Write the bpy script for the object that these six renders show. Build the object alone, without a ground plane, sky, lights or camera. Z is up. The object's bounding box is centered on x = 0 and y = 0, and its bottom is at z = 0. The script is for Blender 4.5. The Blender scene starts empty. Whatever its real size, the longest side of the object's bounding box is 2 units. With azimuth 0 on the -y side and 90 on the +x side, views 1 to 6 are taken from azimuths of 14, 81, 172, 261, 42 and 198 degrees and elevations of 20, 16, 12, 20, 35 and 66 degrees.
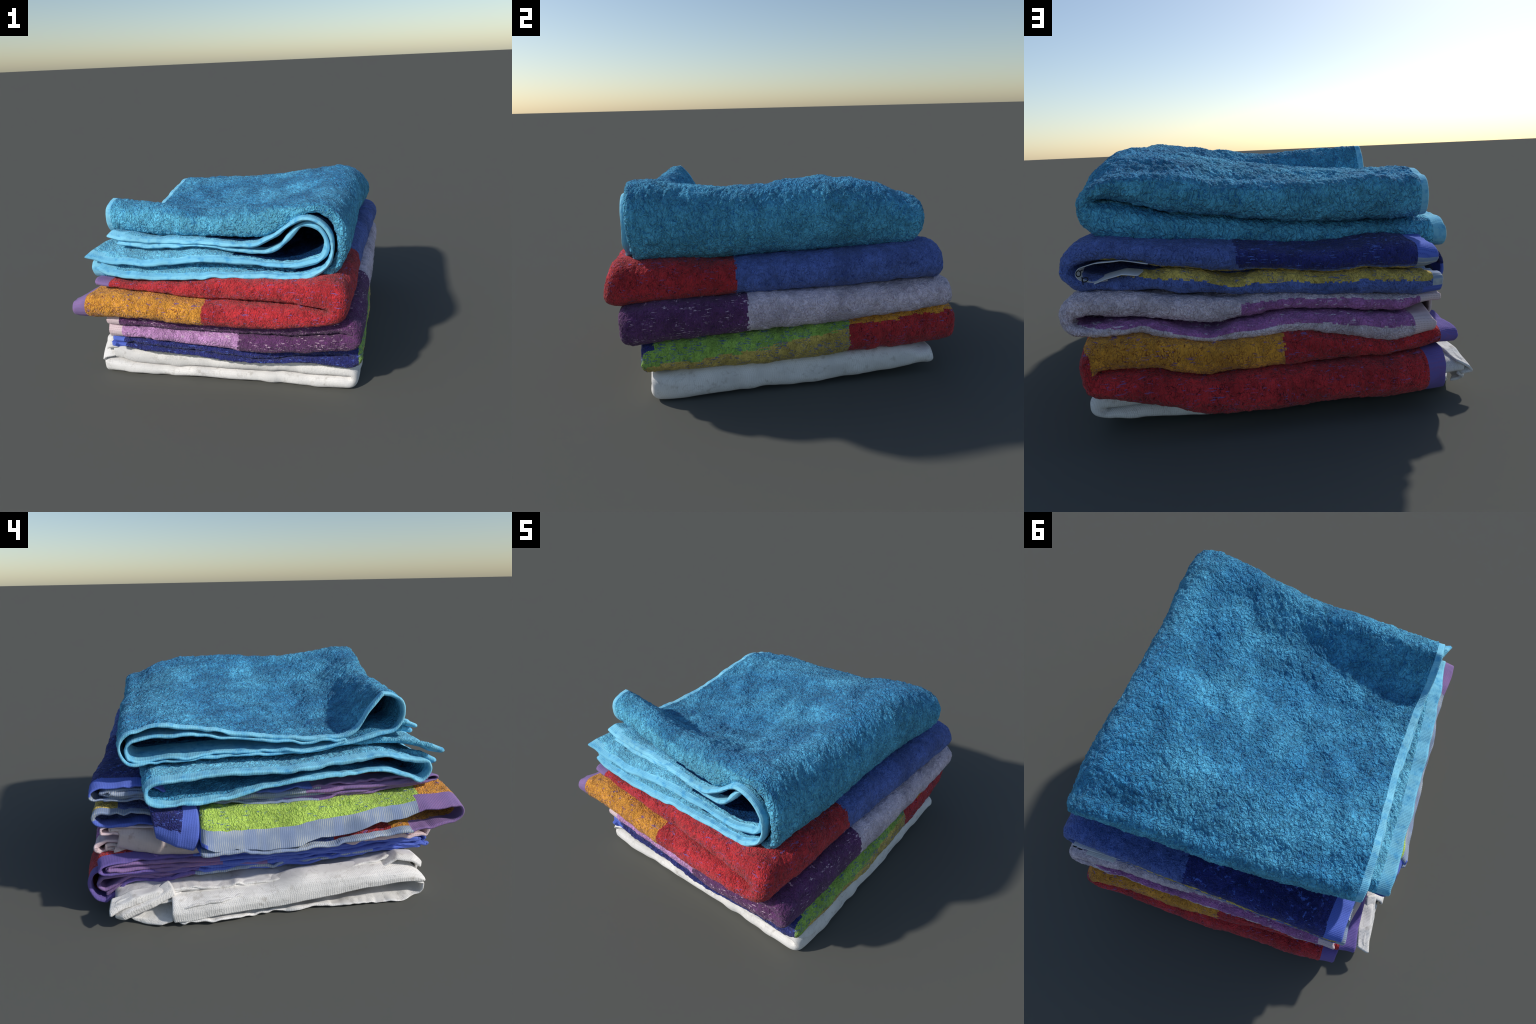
# A stack of five folded bath towels.
# Every towel is a flattened sleeve of cloth (folded front and back, soft rolls at
# both ends in y), swept along a U in the x-z plane: the towel lies doubled, its
# closed fold on the +x side and its open, hemmed edges on the -x side.
import bpy, math, random
import numpy as np

random.seed(4)

# ----------------------------------------------------------------------------- noise
def _hash(ix, iy, iz, k):
    with np.errstate(over='ignore'):
        n = (ix.astype(np.int64) * 374761393 + iy.astype(np.int64) * 668265263
             + iz.astype(np.int64) * 1274126177 + k * 974634777) & 0xffffffff
        n = ((n ^ (n >> 13)) * 1274126177) & 0xffffffff
        n = ((n ^ (n >> 16)) * 2246822519) & 0xffffffff
        n = n ^ (n >> 15)
    return (n & 0xffffff) / float(0xffffff)


def vnoise(p, k=0):
    """smooth value noise, -1..1"""
    i = np.floor(p).astype(np.int64)
    f = p - i
    u = f * f * f * (f * (f * 6 - 15) + 10)
    out = 0
    for dx in (0, 1):
        for dy in (0, 1):
            for dz in (0, 1):
                wgt = (np.where(dx, u[..., 0], 1 - u[..., 0]) * np.where(dy, u[..., 1], 1 - u[..., 1])
                       * np.where(dz, u[..., 2], 1 - u[..., 2]))
                out = out + wgt * _hash(i[..., 0] + dx, i[..., 1] + dy, i[..., 2] + dz, k)
    return out * 2 - 1


def fbm(p, octaves=3, k=0):
    a, s, out = 1.0, 0.0, 0
    for o in range(octaves):
        out = out + a * vnoise(p * (2 ** o), k + o)
        s += a
        a *= 0.5
    return out / s


def tufts(p, k=0):
    """cellular noise: 1 at the middle of a tuft of loops, 0 in the crease between tufts"""
    i = np.floor(p).astype(np.int64)
    d1 = np.full(p.shape[:-1], 9.0)
    d2 = d1.copy()
    for dx in (-1, 0, 1):
        for dy in (-1, 0, 1):
            for dz in (-1, 0, 1):
                c = i + np.array([dx, dy, dz])
                q = np.stack([c[..., a] + _hash(c[..., 0], c[..., 1], c[..., 2], k + a) for a in range(3)], -1)
                d = np.sqrt(((q - p) ** 2).sum(-1))
                d2 = np.minimum(d2, np.maximum(d1, d))
                d1 = np.minimum(d1, d)
    e = np.clip((d2 - d1) / 0.45, 0, 1)
    return 1 - (1 - e) ** 2


# ----------------------------------------------------------------------------- tables
XS = np.linspace(-1.0, 1.0, 401)
WS = np.linspace(0, 1, 81)


def _smooth(a, sigma, axis):
    n = int(sigma * 3) + 1
    kern = np.exp(-0.5 * (np.arange(-n, n + 1) / sigma) ** 2)
    kern /= kern.sum()
    pad = [(0, 0)] * a.ndim
    pad[axis] = (n, n)
    b = np.pad(a, pad, mode='edge')
    return np.apply_along_axis(lambda v: np.convolve(v, kern, 'valid'), axis, b)


class Height:
    """height field z(x, w): profiles across x at a few stations w (0 front .. 1 back)"""

    def __init__(self, rows, soft=4, wsoft=2.0, power=1.0):
        ws = sorted(rows)
        lut = np.array([np.interp(XS, [p[0] for p in sorted(rows[w])], [p[1] for p in sorted(rows[w])]) for w in ws])
        lut = _smooth(lut, soft, 1)
        full = np.array([np.interp(WS ** power, ws, lut[:, j]) for j in range(len(XS))]).T
        self.lut = _smooth(full, wsoft, 0)

    def __call__(self, x, w):
        fx = np.clip((x + 1) / 2 * (len(XS) - 1), 0, len(XS) - 1.001)
        fw = np.clip(w * (len(WS) - 1), 0, len(WS) - 1.001)
        i, j = fw.astype(int), fx.astype(int)
        a, b = fw - i, fx - j
        L = self.lut
        return (L[i, j] * (1 - a) * (1 - b) + L[i + 1, j] * a * (1 - b) + L[i, j + 1] * (1 - a) * b + L[i + 1, j + 1] * a * b)


def curve(pts, soft=0.02):
    """soft 1-D function through control points"""
    pts = sorted(pts)
    xs = np.linspace(pts[0][0], pts[-1][0], 301)
    ys = np.interp(xs, [p[0] for p in pts], [p[1] for p in pts])
    ys = _smooth(ys, max(soft * 300, 0.3), 0)
    return lambda v: np.interp(v, xs, ys)


def spow(v, e):
    return np.sign(v) * np.abs(v) ** e


# ----------------------------------------------------------------------------- sleeve
class Sleeve:
    """spec keys: zb, zml, zmu, zt (Height: under side, inner faces, top side);
    xl_lo, xl_up (w -> x of the open edge); xr, xc (w -> x of the closed fold, and where
    its bend begins); xri, xci same for the inner face; yf, yb (s -> y reached by the front
    and back rolls), rf, rb (s -> depth of the roll).  s runs 0..3 along the lower half,
    3..4 round the bend and 4..7 back along the upper half."""

    def __init__(self, **k):
        self.__dict__.update(k)

    def paths(self, s, w):
        lo, up = s < 3, s > 4
        t = np.where(lo, s / 3, np.where(up, (7 - s) / 3, 1.0))
        phi = np.where(lo, -1, np.where(up, 1, (s - 3.5) * 2)) * math.pi / 2
        c, sn = np.clip(np.cos(phi), 0, 1), np.sin(phi)
        xl = np.where(s < 3.5, self.xl_lo(w), self.xl_up(w))
        res = []
        for (xc_, xr_, za, zb_, e) in ((self.xc(w), self.xr(w), self.zb, self.zt, self.bend),
                                       (self.xci(w), self.xri(w), self.zml, self.zmu, 1.0)):
            xs = xl + (xc_ - xl) * t
            x = xs + (xr_ - xc_) * c ** e
            z0, z1 = za(xs, w), zb_(xs, w)
            mid, half = (z0 + z1) / 2, (z1 - z0) / 2
            z = mid + half * spow(sn, e)
            res.append((x, z))
        return res, xl

    def loop(self, no, nr, ni):
        """the section of the flattened sleeve: (w, h, roll) round the loop"""
        a = np.linspace(math.pi / 2, -math.pi / 2, nr + 2)[1:-1]
        w = np.concatenate([np.linspace(0, 1, no), np.ones(nr), np.linspace(1, 0, ni), np.zeros(nr)])
        up = np.concatenate([np.ones(no), np.sin(a), -np.ones(ni), np.sin(a[::-1])])
        roll = np.concatenate([np.zeros(no), np.cos(a), np.zeros(ni), -np.cos(a[::-1])])
        return w, up, roll

    def points(self, s, loop, hlo=0.0, hhi=1.0, dy=0.0, dx=0.0, dyf=0.0):
        w1, up1, roll1 = loop
        S, W = np.meshgrid(s, w1, indexing='ij')
        UP = np.broadcast_to(up1, S.shape)
        RO = np.broadcast_to(roll1, S.shape)
        rf, rb = self.rf(S), self.rb(S)
        yf, yb = self.yf(S) + rf + dy + dyf, self.yb(S) - rb - dy
        y = yf + (yb - yf) * W
        y = y + np.where(RO > 0, rb * spow(RO, 0.85), rf * spow(RO, 0.85))
        if dy or dyf:
            y0, y1 = self.yf(S) + rf, self.yb(S) - rb
            W = np.clip((y - y0) / (y1 - y0), 0, 1)
        h = hlo + (hhi - hlo) * (0.5 + 0.5 * spow(UP, 0.9))
        ((xo, zo), (xi, zi)), xl = self.paths(S, W)
        P = np.stack([xi + (xo - xi) * h, y, zi + (zo - zi) * h], -1)
        P[..., 0] += dx
        return P, dict(s=S, edge=np.where(S < 3.5, S, 7 - S) * 0.5, w=W, h=h, up=UP, roll=RO, xl=xl + dx)


def grid_normals(P, closed):
    if closed:
        du = np.roll(P, -1, 1) - np.roll(P, 1, 1)
    else:
        du = np.gradient(P, axis=1)
    dv = np.gradient(P, axis=0)
    n = np.cross(du, dv)
    return n / (np.linalg.norm(n, axis=-1, keepdims=True) + 1e-12)


def wobble(P, k, amp=0.006):
    """soft unevenness of hand folded cloth"""
    q = P * 4.2 + k * 7.7
    q2 = P * 13.0 + k * 3.1
    d = np.stack([vnoise(q, k + a) for a in range(3)], -1) * amp
    d += np.stack([vnoise(q2, k + 9 + a) for a in range(3)], -1) * amp * 0.55
    return P + d


# ----------------------------------------------------------------------------- materials
def lin(c):
    return tuple(((v / 255) / 12.92 if v / 255 <= 0.04045 else ((v / 255 + 0.055) / 1.055) ** 2.4) for v in c) + (1,)


class Tree:
    def __init__(self, name):
        self.m = bpy.data.materials.new(name)
        self.m.use_nodes = True
        self.t = self.m.node_tree
        self.bsdf = self.t.nodes['Principled BSDF']
        self.co = self.n('ShaderNodeTexCoord').outputs['Object']

    def n(self, kind, **k):
        nd = self.t.nodes.new(kind)
        for a, v in k.items():
            if a.startswith('i_'):
                key = a[2:]
                key = int(key) if key.isdigit() else key.replace('_', ' ')
                if isinstance(v, bpy.types.NodeSocket):
                    self.t.links.new(v, nd.inputs[key])
                else:
                    nd.inputs[key].default_value = v
            else:
                setattr(nd, a, v)
        return nd

    def math(self, op, a, b=0.0, clamp=False):
        return self.n('ShaderNodeMath', operation=op, use_clamp=clamp, i_0=a, i_1=b).outputs[0]

    def mapped(self, scale, co=None):
        return self.n('ShaderNodeMapping', i_Vector=co or self.co, i_Scale=scale).outputs[0]

    def ramp(self, f, a, b):
        return self.n('ShaderNodeMapRange', interpolation_type='SMOOTHSTEP', i_0=f, i_1=a, i_2=b).outputs[0]

    def mix(self, f, a, b, blend='MIX'):
        nd = self.n('ShaderNodeMix', data_type='RGBA', blend_type=blend)
        for idx, v in ((0, f), (6, a), (7, b)):
            if isinstance(v, bpy.types.NodeSocket):
                self.t.links.new(v, nd.inputs[idx])
            else:
                nd.inputs[idx].default_value = v
        return nd.outputs[2]

    def noise(self, scale, co=None, detail=2.0, out='Fac'):
        return self.n('ShaderNodeTexNoise', i_Vector=co or self.co, i_Scale=scale, i_Detail=detail).outputs[out]

    def finish(self, col, height, rough=0.95, strength=0.6, dist=0.006, sheen=0.15):
        b = self.n('ShaderNodeBump', i_Strength=strength, i_Distance=dist, i_Height=height)
        self.t.links.new(b.outputs[0], self.bsdf.inputs['Normal'])
        self.t.links.new(col, self.bsdf.inputs['Base Color'])
        self.bsdf.inputs['Roughness'].default_value = rough
        self.bsdf.inputs['Specular IOR Level'].default_value = 0.12
        self.bsdf.inputs['Sheen Weight'].default_value = sheen
        self.bsdf.inputs['Sheen Roughness'].default_value = 0.6
        return self.m


def terry(name, base, deep, fleck=None, fleck_at=0.62, scale=50, crease=0.8, sheen=0.15, bump=0.8, baked_top_shade=None):
    """looped pile: soft tufts, broken dark creases between them, fine loops, pulled threads"""
    t = Tree(name)

    def push(co, freq, amp, detail):
        v = t.n('ShaderNodeVectorMath', operation='SUBTRACT', i_0=t.noise(freq, co, detail, 'Color'), i_1=(0.5, 0.5, 0.5)).outputs[0]
        v = t.n('ShaderNodeVectorMath', operation='SCALE', i_0=v, i_Scale=amp).outputs[0]
        return t.n('ShaderNodeVectorMath', operation='ADD', i_0=co, i_1=v).outputs[0]
    wco = push(t.co, scale * 0.45, 1.5 / scale, 3)
    wco = t.mapped((1.0, 1.0, 0.62), wco)
    def folds(freq, dist, detail=1.0):
        n = t.n('ShaderNodeTexNoise', i_Vector=wco, i_Scale=freq, i_Detail=detail, i_Distortion=dist).outputs['Fac']
        return t.math('ABSOLUTE', t.math('SUBTRACT', n, 0.5))
    f1, f2 = folds(scale, 0.5), folds(scale * 1.9, 0.4)
    line = t.math('MAXIMUM', t.ramp(f1, 0.035, 0.0), t.math('MULTIPLY', t.ramp(f2, 0.03, 0.0), 0.6))
    broken = t.ramp(t.noise(scale * 0.6, detail=3), 0.34, 0.58)
    loops = t.noise(scale * 4.5, t.mapped((1, 1, 0.45), wco), 2)
    wide = t.noise(scale * 0.55, wco, 2)
    depth = t.math('MULTIPLY', line, t.math('MULTIPLY', broken, crease))
    puff = t.math('ADD', t.math('MULTIPLY', t.ramp(f1, 0.0, 0.13), 0.7), t.math('MULTIPLY', t.ramp(f2, 0.0, 0.12), 0.35))
    b = lin(base)
    lo = tuple(c * 0.72 for c in b[:3]) + (1,)
    hi = tuple(min(1, c * 1.18) for c in b[:3]) + (1,)
    tone = t.math('ADD', t.math('MULTIPLY', t.noise(5.5, detail=4), 0.6), t.math('MULTIPLY', wide, 0.4))  # broad light and dark patches paint the uneven sheen into the base colour
    col = t.mix(t.ramp(tone, 0.36, 0.64), lo, hi)
    col = t.mix(t.math('MULTIPLY', t.ramp(loops, 0.52, 0.36), 0.38), col, lin(deep))
    col = t.mix(depth, col, lin(deep))
    if fleck is not None:
        fa = t.noise(1.0, t.mapped((30, 30, 190)), detail=2)
        fb = t.noise(1.0, t.mapped((170, 170, 60)), detail=2)
        gate = t.ramp(t.noise(15, detail=2), 0.44, 0.56)
        f = t.math('MAXIMUM', t.ramp(fa, fleck_at, fleck_at + 0.04), t.ramp(fb, fleck_at + 0.06, fleck_at + 0.09))
        col = t.mix(t.math('MULTIPLY', f, t.math('MULTIPLY', gate, 0.85)), col, lin(fleck))
    if baked_top_shade is not None:
        # upward faces are multiplied darker: the dimmer light on top, baked into the colour
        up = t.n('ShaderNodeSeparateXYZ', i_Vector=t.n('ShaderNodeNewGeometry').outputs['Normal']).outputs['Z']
        shade_mask = t.math('MULTIPLY', t.ramp(up, 0.25, 0.95), t.math('ADD', 0.45, t.math('MULTIPLY', t.ramp(t.noise(2.6, detail=4), 0.64, 0.40), 0.55)))
        col = t.mix(t.math('MULTIPLY', shade_mask, 0.9), col, lin(baked_top_shade), 'MULTIPLY')
    hgt = t.math('ADD', puff, t.math('MULTIPLY', loops, 0.3))
    hgt = t.math('ADD', hgt, t.math('MULTIPLY', wide, 0.5))
    return t.finish(col, hgt, strength=bump, dist=0.0065, sheen=sheen)


def woven(name, a, b, ribs=(0, 800, 0), rows=(640, 0, 640), amount=0.6, bands=None, dirt=None, blot=None, wrinkle=0.0):
    """flat woven border: fine ribs of two thread colours, little rows of stitches"""
    t = Tree(name)
    jig = t.math('MULTIPLY', t.noise(30, detail=2), 4.0)

    def wave(v):
        d = t.n('ShaderNodeVectorMath', operation='DOT_PRODUCT', i_0=t.co, i_1=v).outputs['Value']
        return t.math('ADD', t.math('MULTIPLY', t.math('SINE', t.math('ADD', d, jig)), 0.5), 0.5)
    r, s = wave(ribs), wave(rows)
    mask = t.math('MULTIPLY', t.math('MULTIPLY', r, r), t.math('ADD', t.math('MULTIPLY', s, 0.7), 0.3))
    col = t.mix(t.math('MULTIPLY', mask, amount), lin(a), lin(b))
    col = t.mix(t.ramp(t.noise(7, detail=4), 0.35, 0.7), col, tuple(c * 0.84 for c in lin(a)[:3]) + (1,))
    if bands is not None:
        bw = t.noise(1.0, t.mapped((0, 11, 0)), detail=1)
        col = t.mix(t.math('MULTIPLY', t.ramp(bw, 0.5, 0.56), 0.55), col, lin(bands))
    if dirt is not None:
        col = t.mix(t.math('MULTIPLY', t.ramp(t.noise(24, detail=5), 0.57, 0.74), 0.55), col, lin(dirt))
    if blot is not None:
        col = t.mix(t.math('MULTIPLY', t.ramp(t.noise(30, detail=6), 0.48, 0.72), 0.55), col, lin(blot))
    hgt = t.math('ADD', t.math('MULTIPLY', mask, 0.7), t.math('MULTIPLY', t.noise(260, detail=2), 0.5))
    if wrinkle:
        wr = t.math('ABSOLUTE', t.math('SUBTRACT', t.noise(20, detail=3), 0.5))
        line = t.ramp(wr, 0.03, 0.0)
        hgt = t.math('SUBTRACT', hgt, t.math('MULTIPLY', line, 1.6 * wrinkle))
        hgt = t.math('ADD', hgt, t.math('MULTIPLY', t.noise(45, detail=3), 3.0 * wrinkle))
        col = t.mix(t.math('MULTIPLY', line, t.math('MULTIPLY', t.ramp(t.noise(9), 0.45, 0.65), 0.35)), col, lin(dirt))
    return t.finish(col, hgt, strength=0.45, dist=0.003, sheen=0.05)


MAT = {}
MAT['blue'] = terry('sky_blue_terry', (104, 196, 228), (8, 90, 154), scale=42, crease=0.8, bump=1.1, baked_top_shade=(150, 190, 216), sheen=0.08)
MAT['blue_sun_lightened'] = terry('sunlit_blue_terry', (122, 208, 234), (20, 116, 180), scale=52, crease=0.8, bump=0.8)  # paler copy of the blue, sunlight on the lower ply included in its colour
MAT['blue_shadow_darkened'] = terry('shaded_blue_terry', (12, 58, 104), (6, 30, 62), scale=44, sheen=0.0)  # near-black blue paints the shadow inside the fold opening
MAT['blue_hem'] = woven('sky_blue_hem', (140, 214, 240), (104, 188, 224), amount=0.5, bands=(112, 192, 228), blot=(40, 144, 204))
MAT['red'] = terry('red_terry', (204, 50, 56), (80, 8, 20), (128, 96, 160), 0.62, crease=1.0)
MAT['orange'] = terry('orange_terry', (240, 164, 56), (120, 56, 26), (120, 90, 150), 0.62, crease=1.0)
MAT['lime'] = terry('lime_terry', (192, 222, 100), (84, 136, 30), (96, 124, 150), 0.61, crease=0.6)
MAT['green'] = terry('green_terry', (164, 204, 90), (56, 94, 30), (92, 108, 160), 0.56)
MAT['yellow'] = terry('mustard_terry', (222, 194, 100), (100, 82, 32), (84, 102, 164), 0.58)
MAT['royal'] = terry('royal_blue_terry', (98, 120, 192), (28, 42, 108))
MAT['navy'] = terry('navy_terry', (50, 56, 132), (16, 16, 56), (92, 120, 212), 0.62)
MAT['purple'] = terry('plum_terry', (104, 58, 108), (46, 22, 54), (228, 196, 216), 0.625)
MAT['lilac'] = terry('pale_lilac_terry', (228, 212, 224), (140, 112, 136), crease=0.6)
MAT['pink'] = terry('orchid_terry', (216, 160, 216), (126, 70, 128), (236, 212, 228), 0.62, crease=0.6)
MAT['mauve'] = terry('mauve_terry', (184, 116, 180), (96, 48, 96), (226, 210, 226), 0.62, crease=0.6)
MAT['white'] = woven('white_cotton', (240, 237, 233), (212, 208, 203), ribs=(760, 560, 0), rows=(0, 0, 700), amount=0.6, dirt=(178, 171, 162), wrinkle=0.3)
MAT['hem_purple'] = woven('purple_woven_hem', (142, 118, 170), (178, 104, 142), amount=0.6)
MAT['hem_violet'] = woven('violet_woven_hem', (114, 100, 172), (150, 92, 136), amount=0.5)
MAT['hem_grey'] = woven('grey_blue_woven_hem', (142, 158, 186), (222, 222, 206), ribs=(0, 640, 0), rows=(50, 0, 50), amount=0.9, bands=(134, 152, 190))
MAT['hem_blue'] = woven('blue_woven_hem', (100, 122, 214), (60, 76, 168), amount=0.6)
MAT['hem_pink'] = woven('pale_pink_woven_hem', (230, 208, 212), (150, 112, 122), ribs=(0, 0, 700), rows=(500, 500, 0), amount=0.6)
MAT['cream'] = woven('cream_plain_backing', (220, 202, 198), (200, 178, 176), amount=0.3, dirt=(156, 124, 120))
MAT['tag'] = woven('white_label_tape', (232, 232, 234), (214, 214, 220), amount=0.2)
ink = Tree('black_label_ink')
MAT['ink'] = ink.finish(ink.mix(ink.noise(60), lin((20, 20, 26)), lin((34, 34, 40))), ink.noise(200), strength=0.1)

PILE = {'blue': 0.0075, 'white': 0.0012}
KIND = {k: ('hem_border' if k.startswith('hem') or k.endswith('hem') else 'terry_panel') for k in MAT}
KIND.update(white='cotton_panel', cream='backing_cloth', tag='label_tape', ink='label_mark')


# ----------------------------------------------------------------------------- meshes
def thing(name, label, category, base):
    e = bpy.data.objects.new(name, None)
    e.location = (0, 0, base)
    e.empty_display_size = 0.2
    e['label'] = label
    e['category'] = category
    bpy.context.scene.collection.objects.link(e)
    return e


def emit(parent, P, regions, names, closed, kind=None):
    """split one grid surface by region into panels whose borders coincide; all panels keep
    the normals of the whole surface"""
    nu, nv = P.shape[:2]
    N = grid_normals(P, closed)
    V = (P - np.array(parent.location)).reshape(-1, 3)
    N = N.reshape(-1, 3)
    cols = nv if closed else nv - 1
    i, j = np.meshgrid(np.arange(nu - 1), np.arange(cols), indexing='ij')
    j2 = (j + 1) % nv
    F = np.stack([i * nv + j, i * nv + j2, (i + 1) * nv + j2, (i + 1) * nv + j], -1).reshape(-1, 4)
    R = regions[:nu - 1, :cols].reshape(-1)
    for r, key in enumerate(names):
        f = F[R == r]
        if not len(f):
            continue
        used, inv = np.unique(f, return_inverse=True)
        inv = inv.reshape(-1)
        me = bpy.data.meshes.new(kind or KIND[key])
        me.vertices.add(len(used))
        me.vertices.foreach_set('co', V[used].astype(np.float32).ravel())
        me.loops.add(len(inv))
        me.loops.foreach_set('vertex_index', inv.astype(np.int32))
        me.polygons.add(len(f))
        me.polygons.foreach_set('loop_start', np.arange(0, len(inv), 4, dtype=np.int32))
        me.polygons.foreach_set('loop_total', np.full(len(f), 4, dtype=np.int32))
        me.update(calc_edges=True)
        me.polygons.foreach_set('use_smooth', np.ones(len(f), dtype=bool))
        me.normals_split_custom_set_from_vertices(N[used].tolist())
        me.materials.append(MAT[key])
        ob = bpy.data.objects.new(kind or KIND[key], me)
        ob.parent = parent
        bpy.context.scene.collection.objects.link(ob)


def pile(P, N, soft, amp, k, cell=44.0):
    """raise the tufts; soft 0..1 is where there is pile at all"""
    q = P + np.stack([vnoise(P * 30, 50 + a) for a in range(3)], -1) * 0.014
    q = q * np.array([1, 1, 0.7])
    d = tufts(q * cell, k) * 0.75 + vnoise(q * cell * 0.8, k + 3) * 0.6 + vnoise(q * cell * 1.6, k + 4) * 0.3
    return P + N * (d * amp * soft)[..., None]


HEMS = [k for k in MAT if k.startswith('hem') or k.endswith('_hem')] + ['white', 'cream']


def build_sleeve(parent, sl, regions_fn, k, thick=0.017, step=0.0085, inner_fine=0.03,
                 amp=0.0045, depth=0.30, frayed=1.0, dents=0.0, rumple=0.009, ply_shift=2.0):
    """the outer cloth of a towel, with its open, hemmed ends turned in to a visible inside"""
    n1, nb = int(1.5 / step), int(0.36 / step)
    s = np.concatenate([np.linspace(0, 3, n1), np.linspace(3, 4, nb)[1:-1], np.linspace(4, 7, n1)])
    loop = sl.loop(int(1.6 / step), max(10, int(0.2 / step)), int(1.6 / inner_fine))
    P, d = sl.points(s, loop)
    # ragged open edges
    for rows, sgn in ((slice(0, n1), 0), (slice(-n1, None), 1)):
        e = np.clip(1 - (P[rows][..., 0] - d['xl'][rows]) / 0.16, 0, 1) ** 2
        q = np.stack([P[rows][..., 1] * 9 + k, d['h'][rows] * ply_shift, np.full_like(e, sgn * 3.3)], -1)
        P[rows] = P[rows] + np.stack([vnoise(q, k) * 0.012 * frayed, np.zeros_like(e), (vnoise(q * 1.4, k + 1) * 0.010 + vnoise(q * np.array([3.1, 2, 1]), k + 2) * 0.007) * frayed], -1) * e[..., None]
    P = wobble(P, k, rumple)
    if dents:
        P[..., 2] += (fbm(P * np.array([4.6, 3.6, 2.0]) + P[..., [1, 0, 2]] * 1.6, 2, k + 60) * dents + vnoise(P * np.array([11, 5, 4]) + P[..., [1, 0, 2]] * 4.0, k + 70) * dents * 0.3) * np.clip((P[..., 0] + .72) / .25, 0, 1) * np.clip(d['h'], 0, 1) * np.clip((d['s'] - 3.9) / 0.5, 0, 1)
    N = grid_normals(P, True)
    reg, names = regions_fn(P, d)
    is_hem = np.array([nm in HEMS for nm in names])
    soft = 1.0 - is_hem[reg]
    soft = np.minimum(soft, np.roll(soft, 1, 0))
    soft = 0.25 * (soft + np.roll(soft, 1, 0) + np.roll(soft, 1, 1) + np.roll(soft, -1, 1))
    Q = pile(P, N, np.clip(soft, 0.12, 1), amp, k)
    m = int(depth / step)

    def inside(rows, flip):
        a, n = P[rows], N[rows]
        gap = np.linspace(0.8, 1.0, len(rows))[:, None, None] * (1 + 0.45 * vnoise(a * 12, k + 8))[..., None]
        return a - n * thick * gap

    lo = np.arange(m, -1, -1)
    hi = np.arange(len(s) - 1, len(s) - m - 2, -1)
    out = np.array([-1.0, 0, 0])
    rim_lo = Q[0] - N[0] * thick * 0.4 + out * thick * 0.32
    rim_hi = Q[-1] - N[-1] * thick * 0.4 + out * thick * 0.32
    G = np.concatenate([inside(lo, 0), rim_lo[None], Q, rim_hi[None], inside(hi, 1)])
    G[..., 2] = np.where(G[..., 2] < .012, .002 + .010 * np.exp((np.minimum(G[..., 2], .012) - .012) / .010), G[..., 2])
    RG = np.concatenate([reg[lo], reg[:1], reg, reg[-1:], reg[hi]])
    emit(parent, G, RG, names, True)


def build_inner_loop(parent, sl, upper, k, hlo, hhi, dy, dx, mats, depth=0.26, thick=0.018, step=0.012, wave=0.008, dyf=0.0):
    """one of the folded-in plies seen in the open end of a sleeve"""
    n1 = int(depth / step)
    span = np.linspace(0, depth / 1.5 * 3, n1)
    s = span if not upper else 7 - span
    loop = sl.loop(130, 12, 130)
    P, d = sl.points(s, loop, hlo, hhi, dy, dx, dyf)
    q = np.stack([P[..., 1] * 7 + k * 3, d['h'] * 3, P[..., 0] * 2], -1)
    e = np.clip(1 - (P[..., 0] - d['xl']) / 0.25, 0.2, 1)
    P = P + np.stack([vnoise(q, k + 3) * 0.02, 0 * e, vnoise(q * 1.7, k + 4) * wave + vnoise(q * 4, k + 6) * wave * 0.4], -1) * e[..., None]
    P = wobble(P, k + 30, 0.004)
    N = grid_normals(P, True) * (-1 if upper else 1)
    n_out = N
    rim = P[0] - n_out[0] * thick * 0.5 + np.array([-1, 0, 0]) * thick * 0.4
    G = np.concatenate([P[::-1], rim[None], P - n_out * thick])
    if upper:
        G = G[::-1]
    names = [m[1] for m in mats]
    reg = np.zeros(G.shape[:2], int)
    for idx, (y0, _) in enumerate(mats):
        reg[G[..., 1] > y0] = idx
    emit(parent, G, reg, names, True, 'inner_fold')


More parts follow.
